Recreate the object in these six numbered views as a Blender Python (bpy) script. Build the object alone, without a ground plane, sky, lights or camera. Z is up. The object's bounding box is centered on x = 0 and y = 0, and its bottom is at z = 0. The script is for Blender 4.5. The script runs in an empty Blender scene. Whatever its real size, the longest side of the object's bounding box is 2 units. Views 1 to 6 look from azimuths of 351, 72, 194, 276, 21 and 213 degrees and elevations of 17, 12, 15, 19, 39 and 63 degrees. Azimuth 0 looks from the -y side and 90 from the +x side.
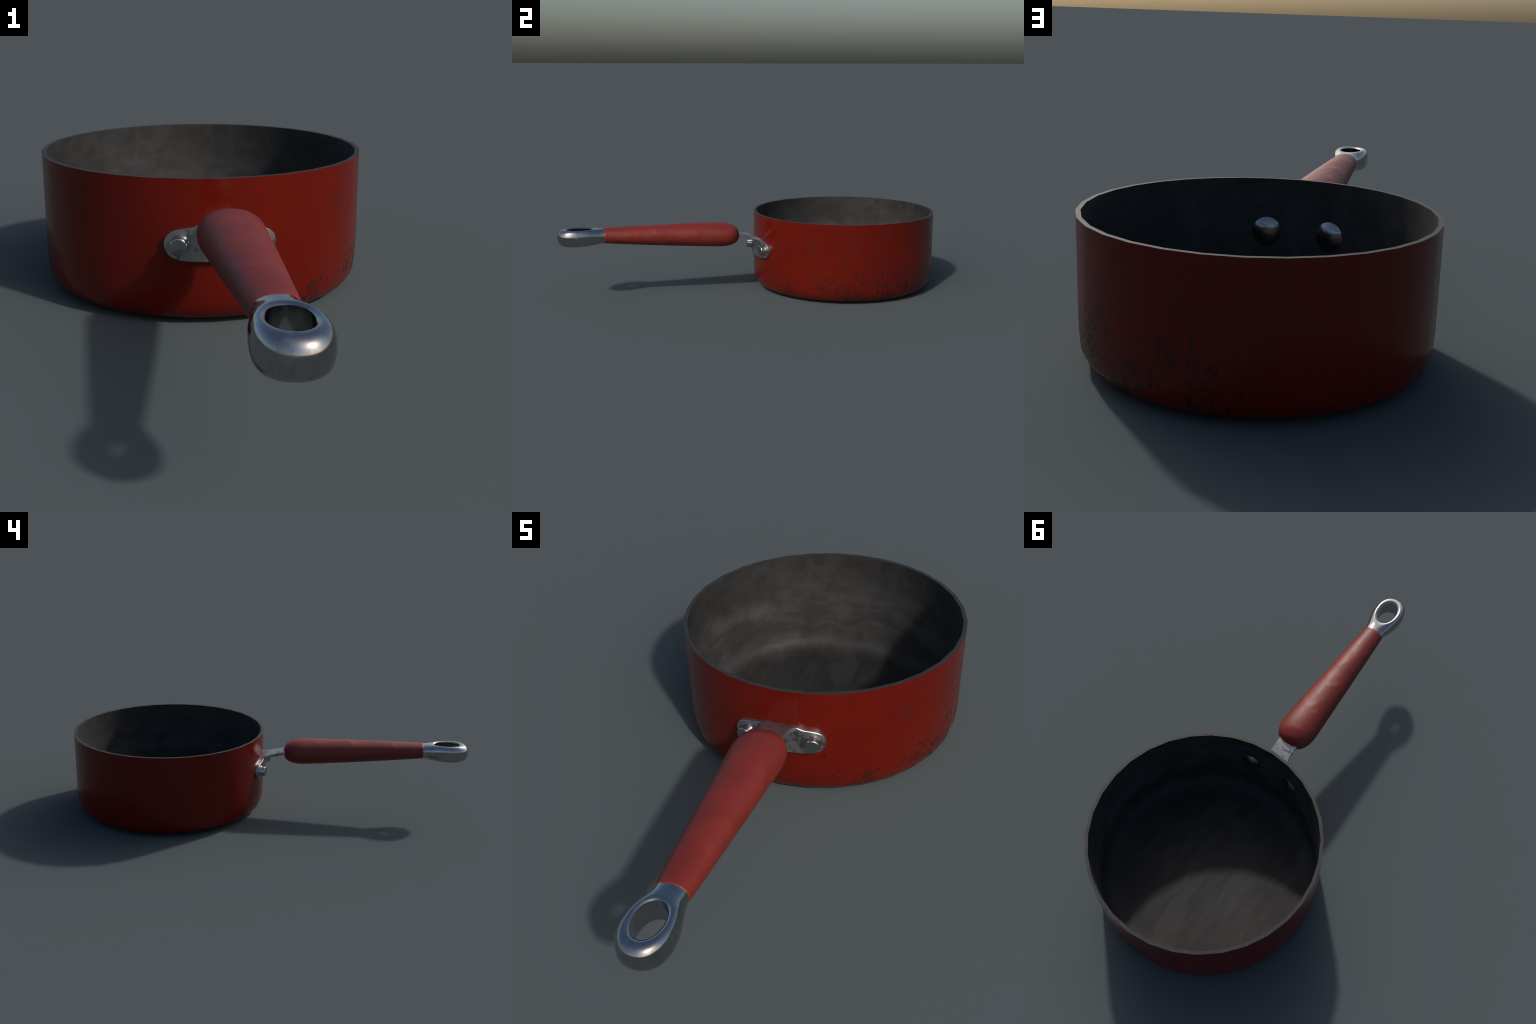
import bpy, bmesh, math
from mathutils import Vector

# ------------------------------------------------------------------ sizes
CY, R_OUT, HEIGHT, SIDES = 0.5158, 0.4842, 0.4066, 32
R_IN = R_OUT - 0.0132
PLATE_R, BOLT_ARC, BOLT_Z = 0.4985, 12.65, 0.2335
HX = 0.002                                   # handle sits a hair off centre


# ------------------------------------------------------------------ helpers
def mesh_object(name, verts, faces, mat, smooth=True, sharp=None):
    me = bpy.data.meshes.new(name)
    me.from_pydata([tuple(v) for v in verts], [], faces)
    bm = bmesh.new(); bm.from_mesh(me)
    bmesh.ops.remove_doubles(bm, verts=bm.verts, dist=1e-6)
    bmesh.ops.recalc_face_normals(bm, faces=bm.faces)
    bm.to_mesh(me); bm.free()
    for p in me.polygons:
        p.use_smooth = smooth
    if sharp is not None:
        me.set_sharp_from_angle(angle=math.radians(sharp))
    ob = bpy.data.objects.new(name, me)
    bpy.context.collection.objects.link(ob)
    me.materials.append(mat)
    return ob


def revolve(name, profile, mat, flip=False, sides=SIDES, centre=(0, CY), sharp=None):
    verts, faces, rings = [], [], []
    for r, z in profile:
        if r < 1e-6:
            rings.append([len(verts)]); verts.append((centre[0], centre[1], z)); continue
        rings.append(list(range(len(verts), len(verts) + sides)))
        for i in range(sides):
            a = 2 * math.pi * i / sides
            verts.append((centre[0] + r * math.cos(a), centre[1] + r * math.sin(a), z))
    for A, B in zip(rings, rings[1:]):
        for i in range(sides):
            j = (i + 1) % sides
            if len(B) == 1:
                faces.append((A[i], A[j], B[0]))
            else:
                faces.append((A[i], A[j], B[j], B[i]))
    if flip:
        faces = [f[::-1] for f in faces]
    me = bpy.data.meshes.new(name)
    me.from_pydata(verts, [], faces)
    for p in me.polygons:
        p.use_smooth = True
    if sharp is not None:
        me.set_sharp_from_angle(angle=math.radians(sharp))
    me.materials.append(mat)
    ob = bpy.data.objects.new(name, me)
    bpy.context.collection.objects.link(ob)
    return ob


def loft(name, rings, mat, cap=True, sharp=None):
    verts, faces = [], []
    n = len(rings[0])
    for r in rings:
        verts += r
    for k in range(len(rings) - 1):
        for i in range(n):
            j = (i + 1) % n
            faces.append((k * n + i, k * n + j, (k + 1) * n + j, (k + 1) * n + i))
    if cap:
        faces.append(tuple(range(n)))
        faces.append(tuple(range((len(rings) - 1) * n, len(rings) * n)))
    return mesh_object(name, verts, faces, mat, sharp=sharp)


def curve_at(points, x):
    """smooth (Catmull-Rom style) interpolation of a short list of (x, value)."""
    p = sorted(points)
    if x <= p[0][0]: return p[0][1]
    if x >= p[-1][0]: return p[-1][1]
    for i in range(len(p) - 1):
        if p[i][0] <= x <= p[i + 1][0]:
            break
    (x0, y0), (x1, y1) = p[i], p[i + 1]
    slope = lambda a, b: (b[1] - a[1]) / (b[0] - a[0])
    m0 = slope(p[i - 1], p[i + 1]) if i > 0 else slope(p[i], p[i + 1])
    m1 = slope(p[i], p[i + 2]) if i + 2 < len(p) else slope(p[i], p[i + 1])
    h = x1 - x0; t = (x - x0) / h
    return ((2*t**3 - 3*t**2 + 1) * y0 + (t**3 - 2*t**2 + t) * h * m0
            + (-2*t**3 + 3*t**2) * y1 + (t**3 - t**2) * h * m1)


def smooth(a, b, x):
    t = min(1, max(0, (x - a) / (b - a)))
    return t * t * (3 - 2 * t)


# ------------------------------------------------------------------ materials
class Nodes:
    def __init__(self, name):
        self.mat = bpy.data.materials.new(name)
        self.mat.use_nodes = True
        self.t = self.mat.node_tree
        self.bsdf = self.t.nodes["Principled BSDF"]
        self.co = self.t.nodes.new("ShaderNodeTexCoord").outputs["Object"]

    def new(self, kind, **kw):
        n = self.t.nodes.new(kind)
        for k, v in kw.items():
            setattr(n, k, v)
        return n

    def put(self, sock, v):
        if isinstance(v, bpy.types.NodeSocket):
            self.t.links.new(v, sock)
        else:
            sock.default_value = v

    def math(self, op, a, b=0.0, c=None, clamp=False):
        n = self.new("ShaderNodeMath", operation=op, use_clamp=clamp)
        self.put(n.inputs[0], a); self.put(n.inputs[1], b)
        if c is not None: self.put(n.inputs[2], c)
        return n.outputs[0]

    def step(self, v, lo, hi, a=0.0, b=1.0):
        n = self.new("ShaderNodeMapRange", interpolation_type='SMOOTHSTEP')
        for k, x in zip(("Value", "From Min", "From Max", "To Min", "To Max"), (v, lo, hi, a, b)):
            self.put(n.inputs[k], x)
        return n.outputs[0]

    def mapping(self, vec, scale=(1, 1, 1), rot=(0, 0, 0), loc=(0, 0, 0)):
        n = self.new("ShaderNodeMapping")
        self.put(n.inputs["Vector"], vec)
        n.inputs["Scale"].default_value = scale
        n.inputs["Rotation"].default_value = rot
        n.inputs["Location"].default_value = loc
        return n.outputs[0]

    def noise(self, vec, scale, detail=3, rough=0.5, dist=0.0, out="Fac"):
        n = self.new("ShaderNodeTexNoise")
        self.put(n.inputs["Vector"], vec)
        for k, v in (("Scale", scale), ("Detail", detail), ("Roughness", rough), ("Distortion", dist)):
            n.inputs[k].default_value = v
        return n.outputs[out]

    def voronoi(self, vec, scale, rnd=1.0):
        n = self.new("ShaderNodeTexVoronoi")
        self.put(n.inputs["Vector"], vec)
        n.inputs["Scale"].default_value = scale
        n.inputs["Randomness"].default_value = rnd
        return n.outputs["Distance"], n.outputs["Color"]

    def mix(self, fac, a, b):
        n = self.new("ShaderNodeMix", data_type='RGBA')
        self.put(n.inputs[0], fac)
        for s, v in ((n.inputs[6], a), (n.inputs[7], b)):
            self.put(s, v if isinstance(v, bpy.types.NodeSocket) else (*v, 1))
        return n.outputs[2]

    def vadd(self, a, b):
        n = self.new("ShaderNodeVectorMath", operation='ADD')
        self.put(n.inputs[0], a); self.put(n.inputs[1], b)
        return n.outputs[0]

    def vscale(self, a, k):
        n = self.new("ShaderNodeVectorMath", operation='SCALE')
        self.put(n.inputs[0], a); self.put(n.inputs["Scale"], k)
        return n.outputs[0]

    def sep(self, v):
        n = self.new("ShaderNodeSeparateXYZ"); self.put(n.inputs[0], v)
        return n.outputs

    def comb(self, x, y, z):
        n = self.new("ShaderNodeCombineXYZ")
        for s, v in zip(n.inputs, (x, y, z)): self.put(s, v)
        return n.outputs[0]

    def bump(self, height, strength, dist):
        n = self.new("ShaderNodeBump")
        n.inputs["Strength"].default_value = strength
        n.inputs["Distance"].default_value = dist
        self.put(n.inputs["Height"], height)
        return n.outputs[0]

    def surface(self, **kw):
        for k, v in kw.items():
            s = self.bsdf.inputs[k.replace("_", " ")]
            if isinstance(v, tuple) and len(v) == 3: v = (*v, 1)
            self.put(s, v)
        return self.mat


def cylinder_coords(m):
    """(arc length round the pan, radius, height) of a point, seam at the back of +x/-x = pi."""
    x, y, z = m.sep(m.co)
    yc = m.math('SUBTRACT', y, CY)
    ang = m.math('ARCTAN2', yc, x)
    rad = m.math('SQRT', m.math('ADD', m.math('MULTIPLY', x, x), m.math('MULTIPLY', yc, yc)))
    return ang, rad, z


def red_enamel():
    m = Nodes("red_enamel")
    ang, rad, z = cylinder_coords(m)
    warp = m.vscale(m.vadd(m.noise(m.co, 26, 3, 0.6, out="Color"), (-.5, -.5, -.5)), 0.030)
    p = m.vadd(m.co, warp)
    # where the enamel is worn: near the foot, patchy, most on the side right of the handle
    side = m.step(m.math('ABSOLUTE', m.math('SUBTRACT', ang, 0.25)), 1.1, 2.1, 1.0, 0.0)
    low = m.step(z, 0.05, 0.26, 1.0, 0.0)
    patch = m.noise(m.co, 4.6, 3, 0.55)
    patch = m.step(patch, 0.38, 0.66)
    worn = m.math('MULTIPLY', m.math('ADD', m.math('MULTIPLY', low, 0.75), 0.25),
                  m.math('ADD', m.math('MULTIPLY', side, 0.82), 0.18))
    worn = m.math('MULTIPLY', worn, m.math('ADD', m.math('MULTIPLY', patch, 0.95), 0.36))
    worn = m.math('MINIMUM', m.math('MULTIPLY', worn, 0.88), 0.68)
    mask = None
    # chips: upright flakes of three sizes, each cell with its own size
    for scale, squash, gain, lean in ((34, .36, .50, .25), (58, .42, .64, -.35), (95, .55, .76, .15), (170, .75, .82, .1)):
        q = m.mapping(p, scale=(1, 1, squash), rot=(lean, lean * .6, 0), loc=(scale * .37, .1, .7))
        d, c = m.voronoi(q, scale)
        rnd = m.sep(c)[0]
        size = m.math('MULTIPLY', m.math('MULTIPLY', m.math('POWER', rnd, 1.25), gain), m.math('POWER', worn, 0.65))
        chip = m.step(m.math('SUBTRACT', size, d), 0.0, 0.10)
        mask = chip if mask is None else m.math('MAXIMUM', mask, chip)
    # fine pitting inside the most worn places
    pit = m.noise(m.mapping(p, scale=(1, 1, .6)), 170, 2, 0.6)
    pit = m.math('MULTIPLY', m.step(pit, 0.56, 0.66), m.step(worn, 0.25, 0.75))
    # long thin scratches
    sc = m.mapping(p, scale=(1, 1, .22), rot=(.5, -.4, .2))
    d, c = m.voronoi(sc, 15)
    scr = m.math('MULTIPLY', m.step(d, 0.02, 0.055, 1.0, 0.0), m.step(m.sep(c)[1], 0.66, 0.78))
    mask = m.math('MAXIMUM', mask, m.math('MULTIPLY', pit, 0.8))
    # faint smears
    smear = m.step(m.noise(m.mapping(m.co, scale=(1, 1, .6)), 14, 5, 0.65), 0.53, 0.72)
    tone = m.noise(m.co, 3.0, 3, 0.5)
    col = m.mix(m.step(tone, .3, .7), (0.109, 0.0058, 0.0019), (0.128, 0.0073, 0.0025))
    col = m.mix(m.math('MULTIPLY', smear, 0.50), col, (0.066, 0.011, 0.0075))
    col = m.mix(m.math('MULTIPLY', mask, 0.9), col, (0.017, 0.0085, 0.0075))
    col = m.mix(m.math('MULTIPLY', scr, 0.55), col, (0.030, 0.010, 0.008))
    rough = m.math('ADD', m.math('MULTIPLY', mask, 0.18), m.math('MULTIPLY_ADD', smear, 0.05, 0.21))
    return m.surface(Base_Color=col, Roughness=rough, Specular_IOR_Level=0.32,
                     Normal=m.bump(m.math('MULTIPLY', mask, -1.0), 0.10, 0.002))


def nonstick():
    m = Nodes("dark_nonstick")
    ang, rad, z = cylinder_coords(m)
    q = m.mapping(m.co, scale=(1, 1, 1.9), rot=(0, .25, .1))
    big = m.noise(q, 4.6, 5, 0.56, 0.3)
    mid = m.noise(m.mapping(m.co, scale=(2.2, .55, 1.6), rot=(0, 0, -.45)), 8, 6, 0.65, 0.5)
    fine = m.noise(m.co, 160, 2, 0.6)
    level = m.noise(m.mapping(m.co, scale=(1, 1, 2.4), rot=(0, .3, 0)), 12, 5, 0.62, 0.3)
    v = m.math('ADD', m.math('MULTIPLY', big, 0.60), m.math('MULTIPLY', level, 0.30))
    v = m.math('ADD', v, m.math('MULTIPLY', fine, 0.10))
    worn = m.step(v, 0.40, 0.64)
    # lower wall is paler; the top of the wall and the floor are darker
    wob = m.math('MULTIPLY_ADD', big, 0.10, -0.05)
    belt = m.math('MULTIPLY', m.step(m.math('ADD', z, wob), 0.18, 0.40, 1.0, 0.20),
                  m.step(m.math('ADD', rad, wob), 0.33, 0.490, 0.20, 1.0))
    belt = m.math('MULTIPLY', belt, m.step(z, 0.03, 0.16, 0.52, 1.0))  # base colour dimmed round the fillet to soften its bright sun arc
    col = m.mix(m.math('MULTIPLY', belt, m.math('MULTIPLY_ADD', worn, 0.72, 0.32)), m.mix(m.step(mid, .38, .66), (0.0130, 0.0128, 0.0125), (0.0265, 0.0260, 0.0252)), (0.066, 0.0655, 0.0640))
    return m.surface(Base_Color=col, Roughness=m.math('MULTIPLY_ADD', worn, -0.05, 0.66),
                     Specular_IOR_Level=0.32, Normal=m.bump(v, 0.12, 0.004))


def rim_metal():
    m = Nodes("rim_metal")
    v = m.noise(m.co, 40, 4, 0.6)
    col = m.mix(m.step(v, .35, .65), (0.025, 0.0242, 0.0232), (0.034, 0.0330, 0.0318))
    return m.surface(Base_Color=col, Roughness=0.54, Specular_IOR_Level=0.32)


def rubber():
    m = Nodes("red_rubber")
    lump = m.noise(m.co, 30, 0, 0.5)
    tone = m.noise(m.co, 9, 3, 0.5)
    smudge = m.step(m.noise(m.mapping(m.co, scale=(1.6, .5, 1.6), rot=(0, 0, .5)), 24, 4, 0.65), 0.52, 0.72)
    col = m.mix(m.step(tone, .35, .65), (0.158, 0.0150, 0.0088), (0.184, 0.0182, 0.0108))
    rough = m.math('MULTIPLY_ADD', smudge, -0.07, 0.50)
    return m.surface(Base_Color=col, Roughness=rough, Specular_IOR_Level=0.5,
                     Normal=m.bump(m.math('MULTIPLY', lump, m.step(m.noise(m.co, 10, 1, 0.5), .44, .72)), 0.42, 0.0070))


def steel(name, base, dark, rough, smear_amt, rough_dirty, scale=1.0, metal=1.0):
    m = Nodes(name)
    q = m.mapping(m.co, scale=(1.0, 1.6, .55), rot=(.3, .75, .2))
    s = m.noise(q, 34 * scale, 4, 0.62, 0.6)
    dirt = m.math('MULTIPLY', m.step(s, 0.50, 0.66), smear_amt)
    big = m.step(m.noise(m.co, 22 * scale, 4, 0.6), 0.54, 0.70)
    col = m.mix(dirt, base, dark)
    r = m.math('MULTIPLY_ADD', big, rough_dirty, rough)
    return m.surface(Base_Color=col, Metallic=metal, Roughness=r, Normal=m.bump(s, 0.04, 0.003))


RED, LINING, RIM, RUBBER = red_enamel(), nonstick(), rim_metal(), rubber()
POLISHED = steel("polished_steel", (0.44, 0.44, 0.44), (0.34, 0.34, 0.34), 0.12, 0.6, 0.17)
BRUSHED = steel("dull_steel", (0.385, 0.39, 0.39), (0.14, 0.14, 0.14), 0.37, 0.95, 0.06, metal=0.90)
BOLT_STEEL = steel("bolt_steel", (0.47, 0.47, 0.465), (0.30, 0.30, 0.30), 0.22, 0.7, 0.10, 1.6)
RIVET_STEEL = steel("rivet_steel", (0.40, 0.40, 0.40), (0.20, 0.20, 0.20), 0.22, 0.9, 0.10, 1.4)

# ------------------------------------------------------------------ the pan
parts = []
parts.append(revolve("pan_wall", [
    (R_OUT, HEIGHT), (R_OUT, 0.30), (R_OUT + .0003, 0.20), (R_OUT + .0003, 0.115), (0.4826, 0.080),
    (0.4792, 0.056), (0.4722, 0.0345), (0.4598, 0.0182), (0.4405, 0.0088), (0.4120, 0.0030), (0.3800, 0.0),
    (0.3500, 0.0), (0.0, 0.0)], RED, flip=True))
parts.append(revolve("pan_rim", [(R_OUT, HEIGHT), (R_IN, HEIGHT)], RIM))
parts.append(revolve("pan_lining", [
    (R_IN, HEIGHT), (R_IN, 0.28), (R_IN, 0.090), (0.4690, 0.066), (0.4630, 0.046), (0.4520, 0.030),
    (0.4350, 0.0195), (0.4120, 0.0150), (0.3700, 0.014), (0.0, 0.014)], LINING))


def on_pan(arc_deg, radius, z):
    a = math.radians(arc_deg)
    return (radius * math.sin(a), CY - radius * math.cos(a), z)


# ------------------------------------------------------------------ bolts outside, rivet heads inside
def turned(name, profile, mat, sides, sharp):
    ob = revolve(name, profile, mat, sides=sides, centre=(0, 0), flip=False, sharp=sharp)
    return ob


bolt0 = turned("bolt", [(0.0272, -.012), (0.0272, 0.0016), (0.0262, 0.0028), (0.0252, 0.0028), (0.0246, 0.004), (0.0246, 0.0205),
                        (0.0240, 0.0226), (0.0222, 0.0244), (0.0210, 0.0248), (0.0200, 0.0249), (0.0, 0.0249)], BOLT_STEEL, 28, 50)
rivet0 = turned("rivet_head", [(0.0475, -.010), (0.0475, 0.0010), (0.0462, 0.0030), (0.0415, 0.0062), (0.0335, 0.0092),
                               (0.0225, 0.0114), (0.0110, 0.0126), (0.0, 0.0130)], RIVET_STEEL, 24, None)
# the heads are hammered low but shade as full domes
rivet0.data.normals_split_custom_set_from_vertices(
    [Vector((v.co.x / .080, v.co.y / .080, math.sqrt(max(.05, 1 - (v.co.x ** 2 + v.co.y ** 2) / .080 ** 2)))).normalized()
     for v in rivet0.data.vertices])
for first, radius, outward in ((bolt0, PLATE_R, 1), (rivet0, R_IN - .002, -1)):
    for i, arc in enumerate((-BOLT_ARC, BOLT_ARC)):
        ob = first if i == 0 else first.copy()
        if i: bpy.context.collection.objects.link(ob)
        a = math.radians(arc)
        d = Vector((math.sin(a), -math.cos(a), 0)) * outward
        ob.rotation_euler = d.to_track_quat('Z', 'Y').to_euler()
        ob.location = on_pan(arc, radius, BOLT_Z)
        parts.append(ob)

# ------------------------------------------------------------------ bracket: riveted plate and strap
PLATE_END = 0.1530                     # half length along the wall
TOP = [(0, .284), (.048, .286), (.060, .2855), (.068, .2820), (.080, .2775), (.095, .2752), (.115, .2725)]
LOW = [(0, .1865), (.080, .1870), (.110, .1890)]


def plate_span(s):
    s = abs(s)
    mid = 0.234
    up, dn = curve_at(TOP, min(s, .115)), curve_at(LOW, min(s, .110))
    if s > 0.100:
        k = (s - 0.100) / (PLATE_END - 0.100)
        f = max(0.0, 1 - k ** 2.3) ** (1 / 2.1)
        up, dn = mid + (up - mid) * f, mid + (dn - mid) * f
    return dn, up


def plate_rings():
    rings = []
    n = 44
    for i in range(n + 1):
        u = -1 + 2 * i / n
        s = PLATE_END * math.sin(u * math.pi / 2) * 0.9995
        dn, up = plate_span(s)
        k = min(1, max(0, (PLATE_END - abs(s)) / 0.006))
        bev = min(0.0018, (up - dn) * .2)
        ends = smooth(0.03, 0.15, abs(s))
        back = 0.484 - 0.006 * ends
        front = PLATE_R - 0.003 * ends
        edge = front - 0.0016
        face = edge + (front - edge) * math.sqrt(k)
        prof = [(dn, back), (dn, edge), (dn + bev, face),
                (dn + (up - dn) * .35, face), (dn + (up - dn) * .65, face),
                (up - bev, face), (up, edge), (up, back)]
        rings.append([on_pan(math.degrees(s / PLATE_R), r, z) for z, r in prof])
    return rings


plate = loft("handle_bracket", plate_rings(), BRUSHED, sharp=38)

STRAP_TOP = [(-.150, .3225), (-.110, .3190), (-.081, .3150), (-.049, .3090), (-.015, .3010), (.006, .2955), (.022, .2895), (.036, .2838)]
STRAP_W = [(-.150, .0450), (-.035, .0455), (-.010, .0480), (.010, .0540), (.025, .0605), (.036, .0640)]
rings = []
for i in range(29):
    y = -.150 + .186 * i / 28
    zt = curve_at(STRAP_TOP, y)
    th = 0.0155 + 0.004 * smooth(-.005, .036, y)
    w = curve_at(STRAP_W, y)
    c = .0018
    prof = [(w, zt - c), (w - c, zt), (w * .4, zt), (-w * .4, zt), (-w + c, zt), (-w, zt - c),
            (-w, zt - th + c), (-w + c, zt - th), (-w * .4, zt - th), (w * .4, zt - th), (w - c, zt - th), (w, zt - th + c)]
    rings.append([(HX * (1 - smooth(-.08, 0, y)) + x, y, z) for x, z in prof])
strap = loft("strap", rings, BRUSHED, sharp=38)
bm = bmesh.new(); bm.from_mesh(plate.data); bm.from_mesh(strap.data); bm.to_mesh(plate.data); bm.free()
bpy.data.objects.remove(strap)
plate.data.materials.clear(); plate.data.materials.append(BRUSHED)
parts.append(plate)

# ------------------------------------------------------------------ rubber grip
Y_JOIN, Y_END, ROUND = -0.776, -0.0765, 0.130
A0, A1, B0, B1, Z0, Z1 = 0.0482, 0.0825, 0.0378, 0.0622, 0.3378, 0.3122
EXP, ROUND_EXP = 2.15, 2.65


def grip_section(y):
    t = (y - Y_JOIN) / (-.2 - Y_JOIN)
    a = A0 + (A1 - A0) * t
    b = B0 + (B1 - B0) * t + .0025 * 4 * t * (1 - t)
    z = Z0 + (Z1 - Z0) * t
    u = max(0, (y - (Y_END - ROUND)) / ROUND)
    f = max(0, 1 - u ** ROUND_EXP) ** (1 / ROUND_EXP)
    return a * f, b * f, z


def oval(y, a, b, z, n=48, e=EXP):
    out = []
    for i in range(n):
        c, s = math.cos(2 * math.pi * i / n), math.sin(2 * math.pi * i / n)
        out.append((HX + a * math.copysign(abs(c) ** (2 / e), c), y, z + b * math.copysign(abs(s) ** (2 / e), s)))
    return out


rings = []
a, b, z = grip_section(Y_JOIN)
for y, k in ((Y_JOIN + .004, .90), (Y_JOIN - .0005, .92), (Y_JOIN - .0005, .962), (Y_JOIN + .0012, .994), (Y_JOIN + .004, 1.006), (Y_JOIN + .009, 1.0)):
    rings.append(oval(y, a * k, b * k, z))
for i in range(1, 26):
    y = Y_JOIN + .009 + (Y_END - ROUND - Y_JOIN - .009) * i / 25
    rings.append(oval(y, *grip_section(y)))
for i in range(1, 20):
    y = Y_END - ROUND + ROUND * math.sin(math.pi / 2 * i / 19.6)
    rings.append(oval(y, *grip_section(y)))
parts.append(loft("handle_grip", rings, RUBBER, sharp=50))

# ------------------------------------------------------------------ steel hanging ring
HOLE_Y, HOLE_A, HOLE_B = -0.8935, 0.0402, 0.0622
WIDTH = [(-.776, .0465), (-.800, .0492), (-.823, .0555), (-.850, .0625), (-.880, .0680), (-.910, .0700)]
RTOP = [(-.720, .3725), (-.776, .3735), (-.810, .3750), (-.850, .3775), (-.900, .3780), (-.960, .3775), (-1.0, .3750)]
RLOW = [(-.720, .3030), (-.776, .3015), (-.810, .2995), (-.850, .2980), (-.900, .2970), (-.945, .2970), (-1.0, .2995)]


def half_width(y):
    if y < -.910:
        return .070 * max(0, 1 - ((-.910 - y) / .090) ** 2.15) ** (1 / 2.1)
    return curve_at(WIDTH, y)


right = [(half_width(-.72 - .19 * i / 22), -.72 - .19 * i / 22) for i in range(22)]
for i in range(23):
    y = -.910 - .090 * math.sin(math.pi / 2 * i / 22)
    right.append((half_width(y), y))
left = [(-x, y) for x, y in right[-2::-1]]
back = [(-.0455 + .091 * i / 10, -.72) for i in range(1, 10)]
outline = right + left + back


def rounded(d, r, e):
    """height factor of an edge rounded over the distance r."""
    k = min(1, max(0, 1 - d / r))
    return max(0, 1 - k ** e) ** (1 / e)


def ring_height(px, py, from_hole, up):
    zt, zl = curve_at(RTOP, py), curve_at(RLOW, py)
    zc, h = (zt + zl) / 2, (zt - zl) / 2
    if py < -.910:
        rho = ((abs(px) / .070) ** 2.15 + ((-.910 - py) / .090) ** 2.15) ** (1 / 2.15)
        d_out = max(0, 1 - rho) * .070
    else:
        d_out = max(0, half_width(py) - abs(px))
    lam = smooth(-.880, -.772, py)                 # towards the grip the section turns into its oval
    f = rounded(d_out, (.023 if up else .021) * (1 - lam) + .0465 * lam, 2.3)
    g = 1 - .132 * max(0, 1 - from_hole / .0125) ** 2
    return zc + (h if up else -h) * f * g


STEPS = 22
rings = []
for x, y in outline:
    ang = math.atan2((y - HOLE_Y), x)
    c, s = math.cos(ang), math.sin(ang)
    rh = 1 / ((abs(c) / HOLE_A) ** 2.1 + (abs(s) / HOLE_B) ** 2.1) ** (1 / 2.1)
    span = math.hypot(x, y - HOLE_Y) - rh
    ring = []
    for up in (True, False):
        row = []
        for i in range(STEPS + 1):
            u = i / STEPS
            d = span * (1 - math.cos(math.pi * u)) / 2
            px, py = (rh + d) * c, HOLE_Y + (rh + d) * s
            row.append((HX + px, py, ring_height(px, py, d, up)))
        ring += row if up else row[::-1]
    z0, z1 = ring[-1][2], ring[0][2]
    ring += [(ring[0][0], ring[0][1], z0 + (z1 - z0) * k) for k in (.33, .67)]
    rings.append(ring)
rings.append(rings[0])
parts.append(loft("hanging_ring", rings, POLISHED, cap=False, sharp=45))

# ------------------------------------------------------------------ assemble
root = bpy.data.objects.new("saucepan", None)
bpy.context.collection.objects.link(root)
root["label"] = "worn red enamel saucepan with red grip and steel hanging ring"
root["category"] = "saucepan"
for ob in parts:
    ob.parent = root
